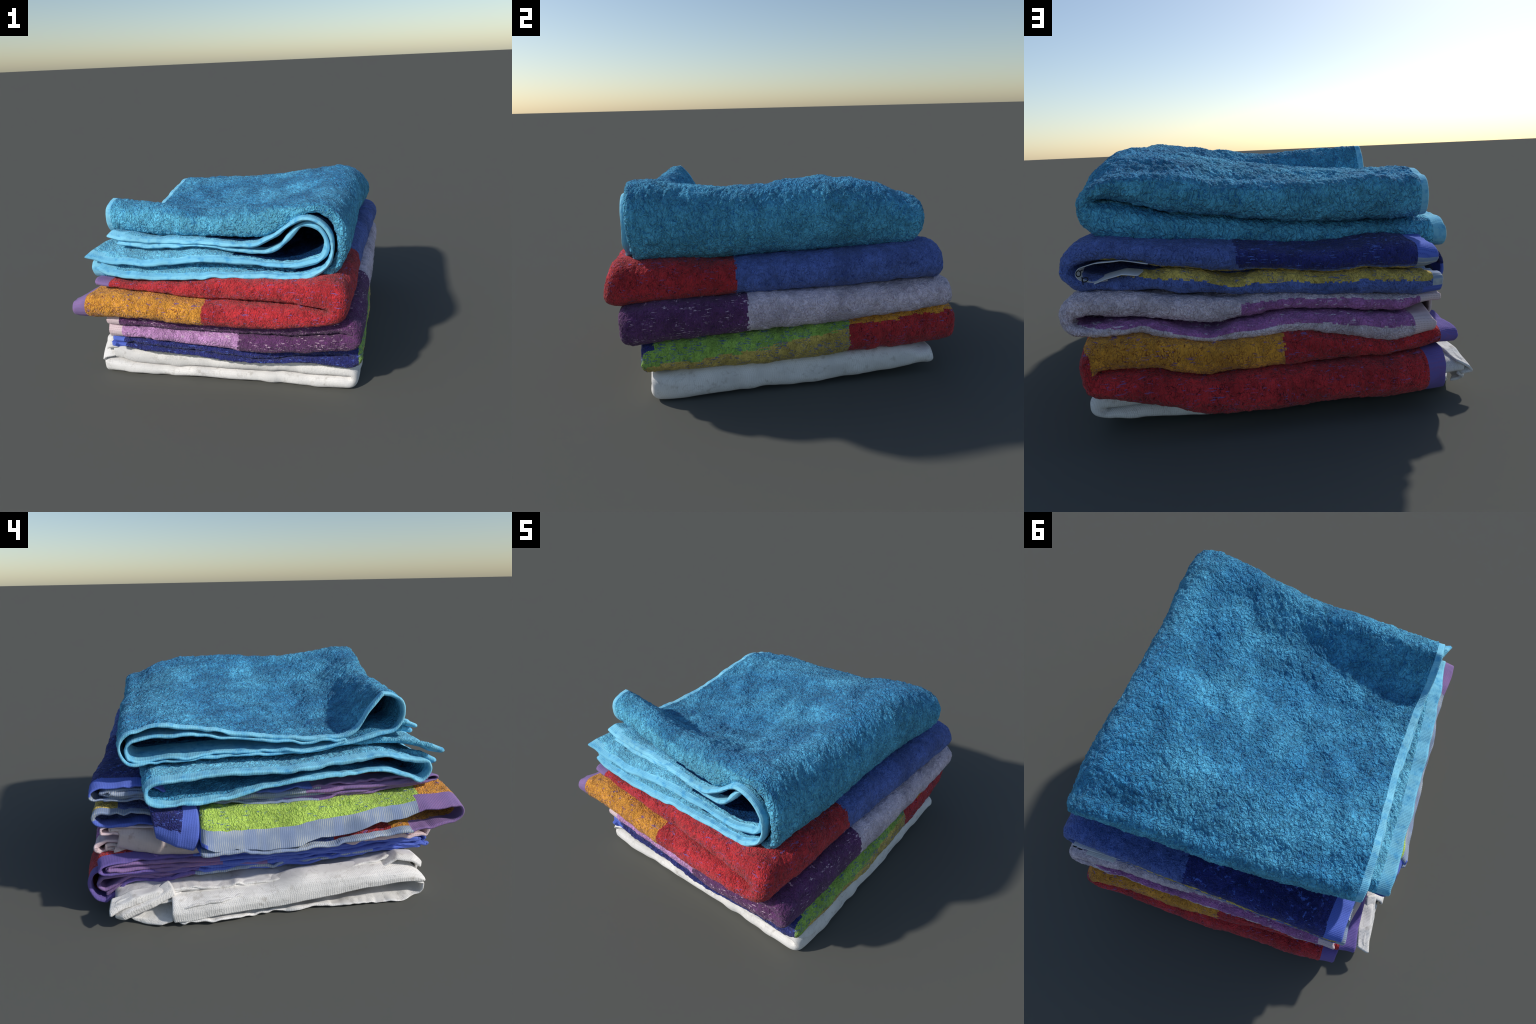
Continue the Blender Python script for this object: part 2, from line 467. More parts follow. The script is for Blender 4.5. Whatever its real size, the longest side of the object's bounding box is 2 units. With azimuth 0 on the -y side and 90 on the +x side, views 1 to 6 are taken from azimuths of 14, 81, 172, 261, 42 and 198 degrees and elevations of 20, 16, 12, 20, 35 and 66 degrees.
def ribbon(parent, rows, mats, k, thick=0.018, nu=120, nv=40, amp=0.0, kind=None, wob=0.004, rounded=0.5):
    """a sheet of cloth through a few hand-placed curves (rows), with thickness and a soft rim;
    mats: function (u, v, P) -> region index, and the list of materials"""
    R = []
    for r in rows:
        r = np.array(r, float)
        t = np.concatenate([[0], np.cumsum(np.linalg.norm(np.diff(r, axis=0), axis=1))])
        t /= t[-1]
        u = np.linspace(0, 1, 400)
        c = np.stack([_smooth(np.interp(u, t, r[:, a]), 7, 0) for a in range(3)], -1)
        c[0], c[-1] = r[0], r[-1]
        uu = np.linspace(0, 1, nu)
        R.append(np.stack([np.interp(uu, u, c[:, a]) for a in range(3)], -1))
    R = np.array(R)
    vv = np.linspace(0, len(R) - 1, nv)
    fine = np.array([[np.interp(vv, np.arange(len(R)), R[:, i, a]) for a in range(3)] for i in range(nu)])  # nu,3,nv
    P = fine.transpose(2, 0, 1)
    if len(R) > 2:
        P = _smooth(P, 1.5, 0)
    P = wobble(P, k, wob)
    P[..., 2] += vnoise(P * np.array([16, 9, 4]), k + 5) * wob
    P[..., 1] += vnoise(P * np.array([11, 2, 9]), k + 6) * wob * 1.5
    N = grid_normals(P, False)
    th = (thick * (1 + 0.35 * vnoise(P * np.array([14, 6, 14]), k + 7)))[..., None]
    A, B = P + N * th / 2, P - N * th / 2
    U, Vv = np.meshgrid(np.linspace(0, 1, nu), np.linspace(0, 1, nv))
    fn, names = mats
    reg = fn(U, Vv, P)
    soft = 1.0 - np.array([nm in HEMS for nm in names])[reg]
    if amp:
        A = pile(A, N, np.clip(soft, 0.1, 1), amp, k)
    # wrap both faces into one closed strip: columns of A then columns of B reversed
    rimf = lambda a, b: None
    G = np.concatenate([A, P[:, -1:] + (P[:, -1:] - P[:, -2:-1]) * 0 + _tip(P, -1) * thick * rounded, B[:, ::-1], P[:, :1] + _tip(P, 0) * thick * rounded], 1)
    RG = np.concatenate([reg, reg[:, -1:], reg[:, ::-1], reg[:, :1]], 1)
    c0 = G.copy()
    def close(row, src, rrow, out):
        nA = A.shape[1]
        mid = (A[row] + B[row]) / 2
        loopmid = np.concatenate([mid, mid[-1:], mid[::-1], mid[:1]], 0)
        return loopmid
    m0, m1 = close(0, None, None, None), close(-1, None, None, None)
    t0 = _row_tip(P, 0) * thick * rounded
    t1 = _row_tip(P, -1) * thick * rounded
    e0 = np.concatenate([t0, t0[-1:], t0[::-1], t0[:1]], 0)
    e1 = np.concatenate([t1, t1[-1:], t1[::-1], t1[:1]], 0)
    G = np.concatenate([(m0 + e0)[None], (m0 * 0.35 + c0[0] * 0.65 + e0 * 0.75)[None], G, (m1 * 0.35 + c0[-1] * 0.65 + e1 * 0.75)[None], (m1 + e1)[None]], 0)
    RG = np.concatenate([RG[:1], RG[:1], RG, RG[-1:], RG[-1:]], 0)
    emit(parent, G, RG, names, True, kind)


def _tip(P, side):
    d = (P[:, -1:] - P[:, -2:-1]) if side == -1 else (P[:, :1] - P[:, 1:2])
    return d / (np.linalg.norm(d, axis=-1, keepdims=True) + 1e-9)


def _row_tip(P, side):
    d = (P[-1] - P[-2]) if side == -1 else (P[0] - P[1])
    return d / (np.linalg.norm(d, axis=-1, keepdims=True) + 1e-9)


S7 = (0, 1.5, 3, 3.5, 4, 5.5, 7)


def along(*v):
    return curve(list(zip(S7, v)), soft=0.04)


def across(*v):
    return curve(list(zip(np.linspace(0, 1, len(v)), v)), soft=0.03)


def const(v):
    return lambda a: np.full(np.shape(a), float(v))


def pick(P, rules, default):
    """rules: list of (mask, name), later rules win -> region grid and list of names"""
    names = [default]
    reg = np.zeros(P.shape[:2], int)
    for mask, nm in rules:
        if nm not in names:
            names.append(nm)
        reg[mask] = names.index(nm)
    return reg, names


# ============================================================================= white towel
white = thing('folded_towel', 'white thin cotton towel folded flat at the bottom of the stack', 'towel', 0.0)
W = Sleeve(
    zb=Height({0: [(-.82, .012), (-.5, .008), (0, .008), (.5, .006), (.84, .006)],
               1: [(-.82, .035), (-.4, .03), (0, .02), (.5, .02), (.84, .07)]}, power=2.5),
    zml=Height({0: [(-.77, .098), (-.67, .085), (-.34, .064), (0, .073), (.44, .085), (.76, .089)],
                .05: [(-.84, .185), (-.76, .14), (-.6, .088), (0, .075), (.76, .089)],
                .2: [(-.84, .19), (-.76, .14), (-.6, .09), (0, .08), (.76, .089)],
                .55: [(-.84, .145), (-.76, .125), (-.4, .09), (.8, .09)],
                .83: [(-.84, .132), (-.76, .12), (-.4, .09), (.8, .09)],
                1: [(-.8, .08), (0, .09), (.8, .1)]}),
    zmu=Height({0: [(-.77, .100), (-.67, .089), (-.34, .068), (0, .077), (.44, .089), (.76, .092)],
                .05: [(-.84, .19), (-.76, .15), (-.6, .092), (0, .079), (.76, .092)],
                .2: [(-.84, .195), (-.76, .15), (-.6, .094), (0, .084), (.76, .092)],
                .55: [(-.84, .15), (-.76, .135), (-.4, .095), (.8, .095)],
                .83: [(-.84, .137), (-.76, .13), (-.4, .095), (.8, .095)],
                1: [(-.8, .09), (0, .095), (.8, .105)]}),
    zt=Height({0: [(-.82, .19), (-.7, .195), (-.33, .172), (.05, .165), (.49, .18), (.8, .17)],
               .06: [(-.8, .265), (-.7, .245), (-.55, .19), (-.33, .175), (.05, .165), (.49, .18), (.8, .185)],
               .25: [(-.8, .19), (-.4, .18), (.8, .182)],
               .7: [(-.8, .165), (-.4, .18), (.8, .19)],
               .9: [(-.8, .20), (-.4, .19), (.8, .195)],
               1: [(-.82, .15), (-.4, .17), (.5, .17), (.84, .17)]}),
    xl_lo=curve([(0, -.80), (.1, -.835), (.5, -.835), (.80, -.85), (.835, -.845), (.855, -.72), (1, -.70)], soft=.01), xl_up=across(-.74, -.755, -.775, -.77, -.765, -.78, -.80),
    xr=across(.845, .85, .85, .85, .855), xc=across(.76, .77, .77, .77, .76),
    xri=across(.79, .80, .80, .80, .79), xci=across(.76, .77, .77, .77, .76), bend=0.8,
    yf=along(-.825, -.805, -.785, -.775, -.78, -.80, -.81), yb=along(.835, .85, .85, .85, .85, .85, .84),
    rf=along(.05, .05, .05, .05, .05, .05, .05), rb=along(.05, .05, .05, .05, .05, .05, .05))


def white_regions(P, d):
    return pick(P, [], 'white')


build_sleeve(white, W, white_regions, 11, thick=0.014, amp=0.0022, depth=0.25, rumple=.010)
for n, (up, a, b, dy, dx) in enumerate([(1, .6, .9, .03, .0), (1, .15, .5, .04, .02)]):
    build_inner_loop(white, W, up, 40 + n, a, b, dy, dx, [(-9, 'white')], thick=0.012, wave=.006)

# the crumpled corner at the back of the open side: a twisted ply over collapsed ones
ribbon(white, [[(-.74, .56, .205), (-.765, .66, .165), (-.78, .74, .13), (-.785, .79, .105), (-.77, .82, .085)],
               [(-.785, .545, .195), (-.815, .65, .15), (-.815, .74, .112), (-.815, .79, .088), (-.79, .825, .07)],
               [(-.79, .535, .165), (-.81, .64, .118), (-.805, .73, .085), (-.805, .78, .065), (-.78, .81, .055)],
               [(-.74, .53, .15), (-.76, .64, .10), (-.765, .73, .07), (-.77, .77, .058), (-.75, .80, .05)]],
       (lambda u, v, p: np.zeros(u.shape, int), ['white']), 141, thick=.012, nu=90, nv=50, kind='crumpled_ply', wob=.008)
ribbon(white, [[(-.70, .50, .17), (-.72, .62, .19), (-.74, .74, .185), (-.76, .84, .155)],
               [(-.76, .50, .165), (-.785, .62, .188), (-.80, .74, .17), (-.815, .845, .12)],
               [(-.775, .50, .14), (-.79, .62, .165), (-.805, .74, .14), (-.83, .842, .10)],
               [(-.74, .50, .125), (-.75, .62, .15), (-.76, .74, .12), (-.79, .83, .085)]],
       (lambda u, v, p: np.zeros(u.shape, int), ['white']), 145, thick=.012, nu=90, nv=50, kind='crumpled_ply', wob=.008)
ribbon(white, [[(-.70, .55, .085), (-.71, .64, .05), (-.72, .72, .04), (-.72, .78, .03)],
               [(-.77, .54, .06), (-.785, .62, .035), (-.78, .69, .03), (-.75, .76, .022)],
               [(-.83, .545, .03), (-.83, .60, .012), (-.80, .67, .012), (-.76, .74, .01)],
               [(-.80, .56, .01), (-.79, .62, .006), (-.77, .68, .006), (-.74, .73, .006)]],
       (lambda u, v, p: np.zeros(u.shape, int), ['white']), 149, thick=.012, nu=90, nv=50, kind='crumpled_ply', wob=.008)
ribbon(white, [[(-.70, -.60, .20), (-.71, -.68, .235), (-.715, -.76, .225), (-.71, -.80, .19)],
               [(-.765, -.58, .195), (-.775, -.67, .245), (-.785, -.76, .235), (-.775, -.81, .185)],
               [(-.79, -.57, .18), (-.80, -.66, .235), (-.81, -.74, .225), (-.795, -.80, .175)]],
       (lambda u, v, p: np.zeros(u.shape, int), ['white']), 153, thick=.014, nu=70, nv=30, kind='crumpled_ply', wob=.006)

# the broad turned hem of the lower half, hanging over the open side
ribbon(white, [[(-.72, .54, .150), (-.72, .34, .150), (-.72, .05, .155), (-.72, -.14, .195), (-.72, -.42, .20), (-.72, -.69, .197), (-.73, -.75, .172), (-.74, -.79, .125)],
               [(-.79, .545, .146), (-.80, .34, .149), (-.80, .05, .156), (-.80, -.14, .195), (-.80, -.42, .198), (-.80, -.69, .195), (-.79, -.755, .168), (-.785, -.805, .118)],
               [(-.835, .55, .125), (-.84, .34, .128), (-.842, .05, .136), (-.842, -.14, .176), (-.842, -.42, .18), (-.838, -.69, .178), (-.825, -.76, .155), (-.81, -.812, .108)],
               [(-.85, .55, .085), (-.853, .34, .095), (-.853, .05, .102), (-.853, -.14, .128), (-.853, -.42, .145), (-.848, -.66, .158), (-.835, -.76, .138), (-.815, -.815, .098)],
               [(-.845, .545, .035), (-.85, .34, .056), (-.85, .05, .068), (-.85, -.16, .082), (-.85, -.42, .108), (-.846, -.64, .134), (-.835, -.755, .120), (-.81, -.805, .09)]],
       (lambda u, v, p: np.zeros(u.shape, int), ['white']), 161, thick=.013, nu=180, nv=50, kind='turned_hem', wob=.005)

# ============================================================================= red / orange / green towel
striped = thing('folded_towel', 'folded striped terry towel in red, orange, green and navy', 'towel', 0.17)
R = Sleeve(
    zb=Height({0: [(-.71, .262), (-.63, .233), (-.52, .212), (-.3, .204), (.06, .192), (.25, .194), (.5, .20), (.69, .19), (.8, .176)],
               .93: [(-.7, .19), (0, .185), (.8, .196)],
               1: [(-.64, .071), (-.41, .049), (-.16, .053), (.04, .065), (.35, .065), (.46, .096), (.61, .135), (.71, .185), (.83, .225)]}),
    zml=Height({0: [(-.6, .262), (-.3, .236), (0, .226), (.2, .21), (.45, .233), (.73, .259)],
                .5: [(-.7, .225), (0, .25), (.8, .28)],
                1: [(-.63, .256), (-.47, .236), (-.21, .241), (.11, .242), (.26, .25), (.34, .239), (.47, .257), (.54, .292), (.65, .30), (.74, .318), (.81, .302)]}),
    zmu=Height({0: [(-.6, .266), (-.3, .239), (0, .229), (.2, .214), (.45, .237), (.73, .263)],
                .5: [(-.7, .235), (0, .26), (.8, .285)],
                1: [(-.63, .262), (-.47, .240), (-.21, .245), (.11, .246), (.26, .255), (.34, .243), (.47, .262), (.54, .298), (.65, .307), (.74, .324), (.81, .308)]}),
    zt=Height({0: [(-.7, .315), (-.62, .306), (-.3, .284), (.07, .272), (.31, .272), (.59, .305), (.8, .345)],
               .06: [(-.7, .325), (-.3, .31), (.07, .30), (.31, .30), (.59, .33), (.8, .355)],
               .5: [(-.7, .31), (0, .35), (.8, .38)],
               .9: [(-.7, .35), (0, .38), (.8, .425)],
               1: [(-.7, .335), (-.62, .345), (-.43, .31), (-.23, .35), (-.06, .388), (.06, .39), (.33, .375), (.62, .44), (.79, .442)]}),
    xl_lo=across(-.705, -.70, -.70, -.69, -.69, -.64), xl_up=across(-.70, -.71, -.705, -.70, -.71, -.715),
    xr=across(.855, .875, .885, .885, .88, .84), xc=across(.76, .78, .79, .79, .78, .75),
    xri=across(.80, .82, .82, .82, .80, .775), xci=across(.74, .76, .77, .77, .75, .73), bend=0.85,
    yf=along(-.875, -.865, -.83, -.815, -.825, -.86, -.875), yb=along(.98, .99, .985, .98, .97, .95, .90),
    rf=along(.045, .045, .05, .05, .05, .045, .045), rb=along(.09, .10, .10, .09, .08, .08, .07))


def striped_regions(P, d):
    x, y, z = P[..., 0], P[..., 1], P[..., 2]
    lo = d['s'] < 3.5
    fz = fbm(P * 70, 2, 3) * 0.010
    hemd = d['edge']
    wall = np.interp(y, [-.85, -.3, .1, .32], [.222, .272, .325, .355])
    wall2 = np.interp(y, [.3, .9], [.372, .392])
    streak = fbm(P * np.array([60, 13, 130]), 2, 6) * 0.020
    olive = z + streak < wall
    rules = [
        (np.ones_like(lo), 'green'),
        (olive, 'yellow'),
        (y + fz > .32, 'red'),
        ((y + fz > .32) & ~lo & (z + streak * .7 > wall2) & (x > .5), 'orange'),
        ((y > .80) & ~lo & (x + fz > .045) & (x < .80), 'orange'),
        ((y > .80) & ~lo & (x + fz < .045), 'red'),
        ((y > .9) & (x > .825) , 'red'),
        ((y + fz < -.755) & (x < .84), 'navy'),
        ((y < -.74) & lo & (d['up'] > .93) & (x < .84), 'yellow'),
        ((hemd < .085) & (y > .42), 'hem_violet'),
        ((hemd < .085) & (y <= .42), 'hem_blue'),
        ((hemd < .085) & (y <= .42) & (y > -.55) & lo & (d['up'] > .3), 'hem_grey'),
    ]
    return pick(P, rules, 'green')


build_sleeve(striped, R, striped_regions, 21)
for n, (up, a, b, dy, dx) in enumerate([(0, .2, .75, .05, .012), (1, .25, .8, .04, -.01), (0, .75, .95, .09, .02), (1, .05, .3, .08, .01), (1, .4, .62, .10, .03)]):
    build_inner_loop(striped, R, up, 60 + n, a, b, dy, dx, [(-9, 'hem_blue'), (.40 - .12 * n, 'hem_purple')])

# ============================================================================= plum / lilac towel
plum = thing('folded_towel', 'folded terry towel in plum, orchid pink and pale lilac', 'towel', 0.28)
Pm = Sleeve(
    zb=Height({0: [(-.69, .318), (-.6, .316), (-.17, .296), (.08, .282), (.24, .278), (.46, .292), (.69, .324), (.83, .35)],
               .08: [(-.69, .31), (-.17, .30), (.24, .305), (.46, .32), (.83, .352)],
               .9: [(-.65, .36), (0, .38), (.85, .42)],
               1: [(-.63, .332), (-.43, .296), (-.23, .341), (-.06, .384), (.06, .385), (.14, .368), (.33, .367), (.5, .404), (.62, .44), (.79, .442), (.87, .46)]}),
    zml=Height({0: [(-.62, .391), (-.27, .385), (.09, .393), (.44, .402), (.65, .432), (.73, .458)],
                .5: [(-.7, .36), (0, .43), (.8, .47)],
                1: [(-.65, .41), (-.48, .424), (-.23, .445), (.01, .467), (.25, .438), (.31, .41), (.44, .44), (.58, .488), (.71, .495), (.79, .48), (.87, .50)]}, soft=4),
    zmu=Height({0: [(-.62, .396), (-.27, .390), (.09, .398), (.44, .408), (.65, .438), (.73, .464)],
                .5: [(-.7, .38), (0, .44), (.8, .48)],
                1: [(-.65, .457), (-.57, .453), (-.49, .437), (-.23, .455), (.01, .480), (.21, .462), (.3, .452), (.49, .48), (.62, .507), (.73, .517), (.8, .53), (.87, .53)]}, soft=4),
    zt=Height({0: [(-.7, .475), (-.27, .465), (.09, .465), (.46, .495), (.65, .54), (.75, .565)],
               .1: [(-.7, .48), (0, .50), (.5, .54), (.8, .58)],
               .5: [(-.7, .44), (0, .53), (.8, .588)],
               .9: [(-.66, .50), (0, .54), (.8, .60)],
               1: [(-.66, .505), (-.56, .50), (-.24, .53), (.01, .542), (.2, .547), (.35, .567), (.45, .565), (.54, .59), (.69, .61), (.81, .61)]}),
    xl_lo=across(-.715, -.72, -.70, -.68, -.65, -.62), xl_up=across(-.715, -.71, -.70, -.69, -.66, -.65),
    xr=across(.865, .88, .885, .89, .90, .912), xc=across(.76, .78, .78, .79, .80, .80),
    xri=across(.79, .81, .82, .83, .84, .865), xci=across(.73, .75, .76, .77, .78, .80), bend=0.85,
    yf=along(-.88, -.895, -.915, -.915, -.91, -.89, -.88), yb=along(.92, .925, .915, .905, .90, .895, .885),
    rf=along(.05, .055, .06, .06, .055, .05, .05), rb=along(.06, .06, .06, .06, .06, .06, .06))


def plum_regions(P, d):
    x, y, z = P[..., 0], P[..., 1], P[..., 2]
    lo = d['s'] < 3.5
    fz = fbm(P * 60, 2, 5) * 0.012
    hemd = d['edge']
    back = (d['roll'] > 0.02) | ((y > .84))
    rules = [
        (y + fz < -.245, 'purple'),
        ((y < -.6) & lo & (x + fz < .135), 'pink'),
        (back & ~lo & (x + fz < .21) & (d['up'] + fz * 8 < .5), 'mauve'),
        (back & lo & (d['up'] + fz * 9 < -.1 - np.clip(x - .66, 0, 1) * 5), 'mauve'),
        (~back & (d['up'] < 0) & (y > 0), 'mauve'),
        (hemd < .09, 'hem_pink'),
    ]
    return pick(P, rules, 'lilac')


build_sleeve(plum, Pm, plum_regions, 31)
for n, (up, a, b, dy, dx) in enumerate([(0, .25, .8, .05, .02), (1, .25, .75, .05, .02), (0, .4, .6, .09, .0)]):
    build_inner_loop(plum, Pm, up, 80 + n, a, b, dy, dx, [(-9, 'hem_pink'), (.1, 'cream')], wave=.012)
# rumpled plain backing showing in the open end at the back
ribbon(plum, [[(-.60, .30, .40), (-.60, .5, .45), (-.60, .7, .49), (-.58, .84, .50)],
              [(-.66, .30, .36), (-.675, .5, .42), (-.665, .66, .47), (-.63, .80, .485)],
              [(-.69, .34, .335), (-.70, .5, .375), (-.685, .66, .425), (-.655, .78, .455)],
              [(-.68, .36, .33), (-.69, .5, .345), (-.68, .64, .355), (-.645, .8, .385)],
              [(-.60, .36, .335), (-.60, .5, .345), (-.60, .64, .35), (-.58, .8, .37)]],
       (lambda u, v, p: np.zeros(u.shape, int), ['cream']), 85, thick=.016, kind='backing_cloth', wob=.008)

# ============================================================================= many-coloured towel
multi = thing('folded_towel', 'folded patchwork terry towel in red, royal blue, orange and lime', 'towel', 0.44)
M = Sleeve(
    zb=Height({0: [(-.86, .47), (-.82, .46), (-.69, .477), (-.55, .48), (-.24, .465), (.11, .468), (.29, .475), (.47, .489), (.65, .528), (.75, .56)],
               .1: [(-.88, .43), (-.8, .45), (-.69, .47), (-.2, .49), (.3, .51), (.6, .55), (.8, .575)],
               .5: [(-.885, .388), (-.8, .41), (-.7, .45), (0, .53), (.8, .58)],
               .74: [(-.885, .415), (-.8, .425), (-.7, .46), (0, .54), (.8, .59)],
               .9: [(-.66, .505), (0, .54), (.8, .60)],
               1: [(-.66, .52), (-.56, .50), (-.24, .528), (.01, .54), (.2, .545), (.35, .566), (.45, .562), (.54, .589), (.69, .609), (.8, .615), (.89, .62)]}),
    zml=Height({0: [(-.87, .565), (-.8, .61), (-.64, .640), (-.45, .622), (-.24, .611), (-.07, .606), (.24, .628), (.47, .626), (.58, .612), (.64, .598)],
                .18: [(-.885, .49), (-.85, .56), (-.80, .59), (-.76, .605), (-.64, .60), (0, .62), (.7, .66)],
                .5: [(-.885, .40), (-.845, .505), (-.80, .555), (-.76, .60), (-.64, .58), (0, .63), (.7, .67)],
                .74: [(-.885, .43), (-.845, .515), (-.80, .565), (-.76, .61), (-.64, .59), (0, .63), (.7, .68)],
                .88: [(-.68, .56), (0, .63), (.8, .68)],
                1: [(-.66, .60), (-.58, .608), (-.28, .626), (0, .64), (.10, .637), (.17, .622), (.25, .618), (.33, .655), (.46, .682), (.57, .675), (.71, .664), (.85, .69)]}, soft=2.5),
    zmu=Height({0: [(-.76, .652), (-.64, .648), (-.45, .628), (-.24, .617), (-.07, .612), (.24, .636), (.47, .634), (.58, .619), (.64, .604)],
                .2: [(-.75, .61), (0, .63), (.7, .67)],
                .5: [(-.75, .59), (0, .64), (.7, .68)],
                1: [(-.65, .64), (-.59, .615), (-.29, .628), (-.04, .638), (.21, .652), (.35, .665), (.46, .684), (.6, .722), (.68, .742), (.82, .736)]}, soft=4),
    zt=Height({0: [(-.76, .69), (-.69, .685), (-.52, .68), (-.25, .705), (.1, .748), (.24, .758), (.42, .765), (.61, .79), (.7, .805)],
               .1: [(-.76, .69), (-.52, .69), (-.25, .71), (.1, .745), (.42, .765), (.7, .79)],
               .3: [(-.74, .685), (0, .73), (.7, .77)],
               .45: [(-.74, .675), (0, .72), (.7, .775)],
               .7: [(-.74, .645), (-.5, .68), (0, .715), (.7, .785)],
               .9: [(-.66, .72), (-.43, .735), (0, .73), (.6, .80), (.78, .82)],
               1: [(-.68, .70), (-.56, .725), (-.43, .735), (-.27, .72), (-.06, .715), (.26, .756), (.6, .795), (.73, .815), (.78, .81)]}),
    xl_lo=curve([(0, -.875), (.1, -.875), (.3, -.885), (.6, -.885), (.735, -.885), (.755, -.67), (.85, -.665), (1, -.655)], soft=.006),
    xl_up=across(-.765, -.76, -.75, -.73, -.70, -.66, -.625),
    xr=across(.785, .81, .82, .845, .875, .91), xc=across(.65, .69, .71, .735, .76, .78),
    xri=across(.66, .70, .73, .76, .80, .865), xci=across(.61, .65, .68, .70, .74, .79), bend=0.85,
    yf=along(-.955, -.98, -.99, -.985, -.965, -.90, -.865), yb=along(.91, .885, .85, .84, .86, .89, .92),
    rf=along(.075, .08, .09, .09, .085, .07, .06), rb=along(.06, .06, .07, .06, .06, .07, .06))


def multi_regions(P, d):
    x, y, z = P[..., 0], P[..., 1], P[..., 2]
    lo = d['s'] < 3.5
    fz = fbm(P * 70, 2, 8) * 0.010
    hemd = d['edge']
    front = y + fz < -.295
    back = (d['roll'] > 0.02) | (y > .8)
    under = lo & (d['up'] < .5)
    flap = lo & (d['up'] <= .98) & (x < -.05)
    rules = [
        (front, 'red'),
        (~front & ~lo & (x + fz < .215) & (d['up'] > -.55), 'navy'),
        (back & (d['up'] + fz * 16 < -.12 - np.clip(x - .50, 0, 1) * 4) & lo, 'yellow'),
        (back & (d['up'] < -.72) & ~lo & (x < .75), 'yellow'),
        (lo & (y < -.6) & (x + fz < -.055), 'orange'),
        (lo & (x < -.05) & (y + fz > -.725) & (y < .40) & (d['up'] < .98), 'lime'),
        (~lo & (hemd < .10) & (y < -.2), 'hem_purple'),
        (~lo & (hemd < .10) & (y >= -.2), 'hem_blue'),
        (~lo & (hemd < .10) & (y >= -.2) & (d['up'] < .1), 'hem_grey'),
        (lo & (hemd < .075) & (y < -.70), 'hem_purple'),
        (lo & (hemd < .042) & (y >= -.70), 'hem_grey'),
        (lo & (hemd < .24) & (y >= .385) & (y < .53), 'hem_blue'),
        (lo & (hemd < .085) & (y >= .53) & (d['up'] > .3), 'hem_blue'),
    ]
    return pick(P, rules, 'royal')


build_sleeve(multi, M, multi_regions, 41, depth=.26, ply_shift=.4, thick=.015)
for n, (up, a, b, dy, dx) in enumerate([(1, .2, .8, .05, .015), (1, .45, .62, .1, .0), (1, .02, .2, .06, .02)]):
    build_inner_loop(multi, M, up, 90 + n, a, b, dy, dx, [(-9, 'hem_purple'), (-.25 + .1 * n, 'hem_grey')])
# corner of a ply hanging out beside the lime flap
ribbon(multi, [[(-.66, .40, .62), (-.67, .5, .62), (-.68, .62, .632)],
               [(-.775, .40, .615), (-.785, .5, .605), (-.765, .61, .618)],
               [(-.825, .40, .56), (-.83, .5, .545), (-.795, .605, .57)],
               [(-.85, .405, .48), (-.84, .50, .49), (-.80, .60, .53)],
               [(-.845, .43, .43), (-.835, .51, .452), (-.79, .595, .492)],
               [(-.80, .44, .425), (-.79, .52, .448), (-.75, .585, .48)]],
       (lambda u, v, p: np.where((v + vnoise(p * 40) * .04 > .12) & (v + vnoise(p * 30) * .04 < .46) & (u > .24 + v * .3), 1, 0), ['hem_blue', 'navy']), 95, thick=.016, amp=.002, wob=.007, kind='corner_ply')
# care label inside the closed fold, seen from behind
label = [[(.56, .868, .712), (.66, .872, .733), (.76, .872, .728), (.822, .868, .712), (.838, .865, .688), (.825, .862, .664), (.78, .86, .652), (.72, .86, .655)],
         [(.56, .80, .706), (.66, .80, .726), (.76, .795, .720), (.812, .79, .706), (.826, .79, .686), (.812, .79, .668), (.77, .795, .658), (.72, .80, .66)]]
ribbon(multi, label, (lambda u, v, p: np.zeros(u.shape, int), ['tag']), 97, thick=.004, nu=80, nv=12, kind='care_label', wob=.001)
ribbon(multi, [[(.60, .885, .672), (.66, .89, .682), (.72, .885, .668), (.765, .885, .652)],
               [(.58, .80, .676), (.65, .80, .686), (.72, .80, .672), (.765, .80, .658)]],
       (lambda u, v, p: np.zeros(u.shape, int), ['tag']), 98, thick=.004, nu=60, nv=12, kind='care_label', wob=.001)


def stroke(pts, cyclic):
    """one pen stroke of the rounded letters printed on the label"""
    cu = bpy.data.curves.new('label_letter', 'CURVE')
    cu.dimensions = '3D'
    cu.bevel_depth = .0022
    cu.bevel_resolution = 1
    sp = cu.splines.new('NURBS')
    sp.points.add(len(pts) - 1)
    for p, co in zip(sp.points, pts):
        p.co = (co[0], co[1], co[2] - multi.location.z, 1)
    sp.use_cyclic_u = cyclic
    sp.use_endpoint_u = not cyclic
    sp.order_u = 3
    cu.materials.append(MAT['ink'])
    tmp = bpy.data.objects.new('label_letter', cu)
    me = bpy.data.meshes.new_from_object(tmp)
    bpy.data.objects.remove(tmp)
    bpy.data.curves.remove(cu)
    ob = bpy.data.objects.new('label_letter', me)
    ob.parent = multi
    bpy.context.scene.collection.objects.link(ob)


def letter(cx, cz, ang, w, h, stem):
    ring = [(w * math.cos(a), h * math.sin(a)) for a in np.linspace(0, 2 * math.pi, 9)[:-1]]
    c, sn = math.cos(ang), math.sin(ang)
    put = lambda q: (cx + q[0] * c - q[1] * sn, .873, cz + q[0] * sn + q[1] * c)
    stroke([put(q) for q in ring], True)
    stroke([put(q) for q in stem], False)


letter(.822, .694, .25, .0095, .0125, [(-.009, .012), (-.004, .014), (-.014, .017)])
letter(.800, .668, -.35, .0125, .0085, [(.016, -.016), (.011, -.004), (.009, .006), (.006, .014)])

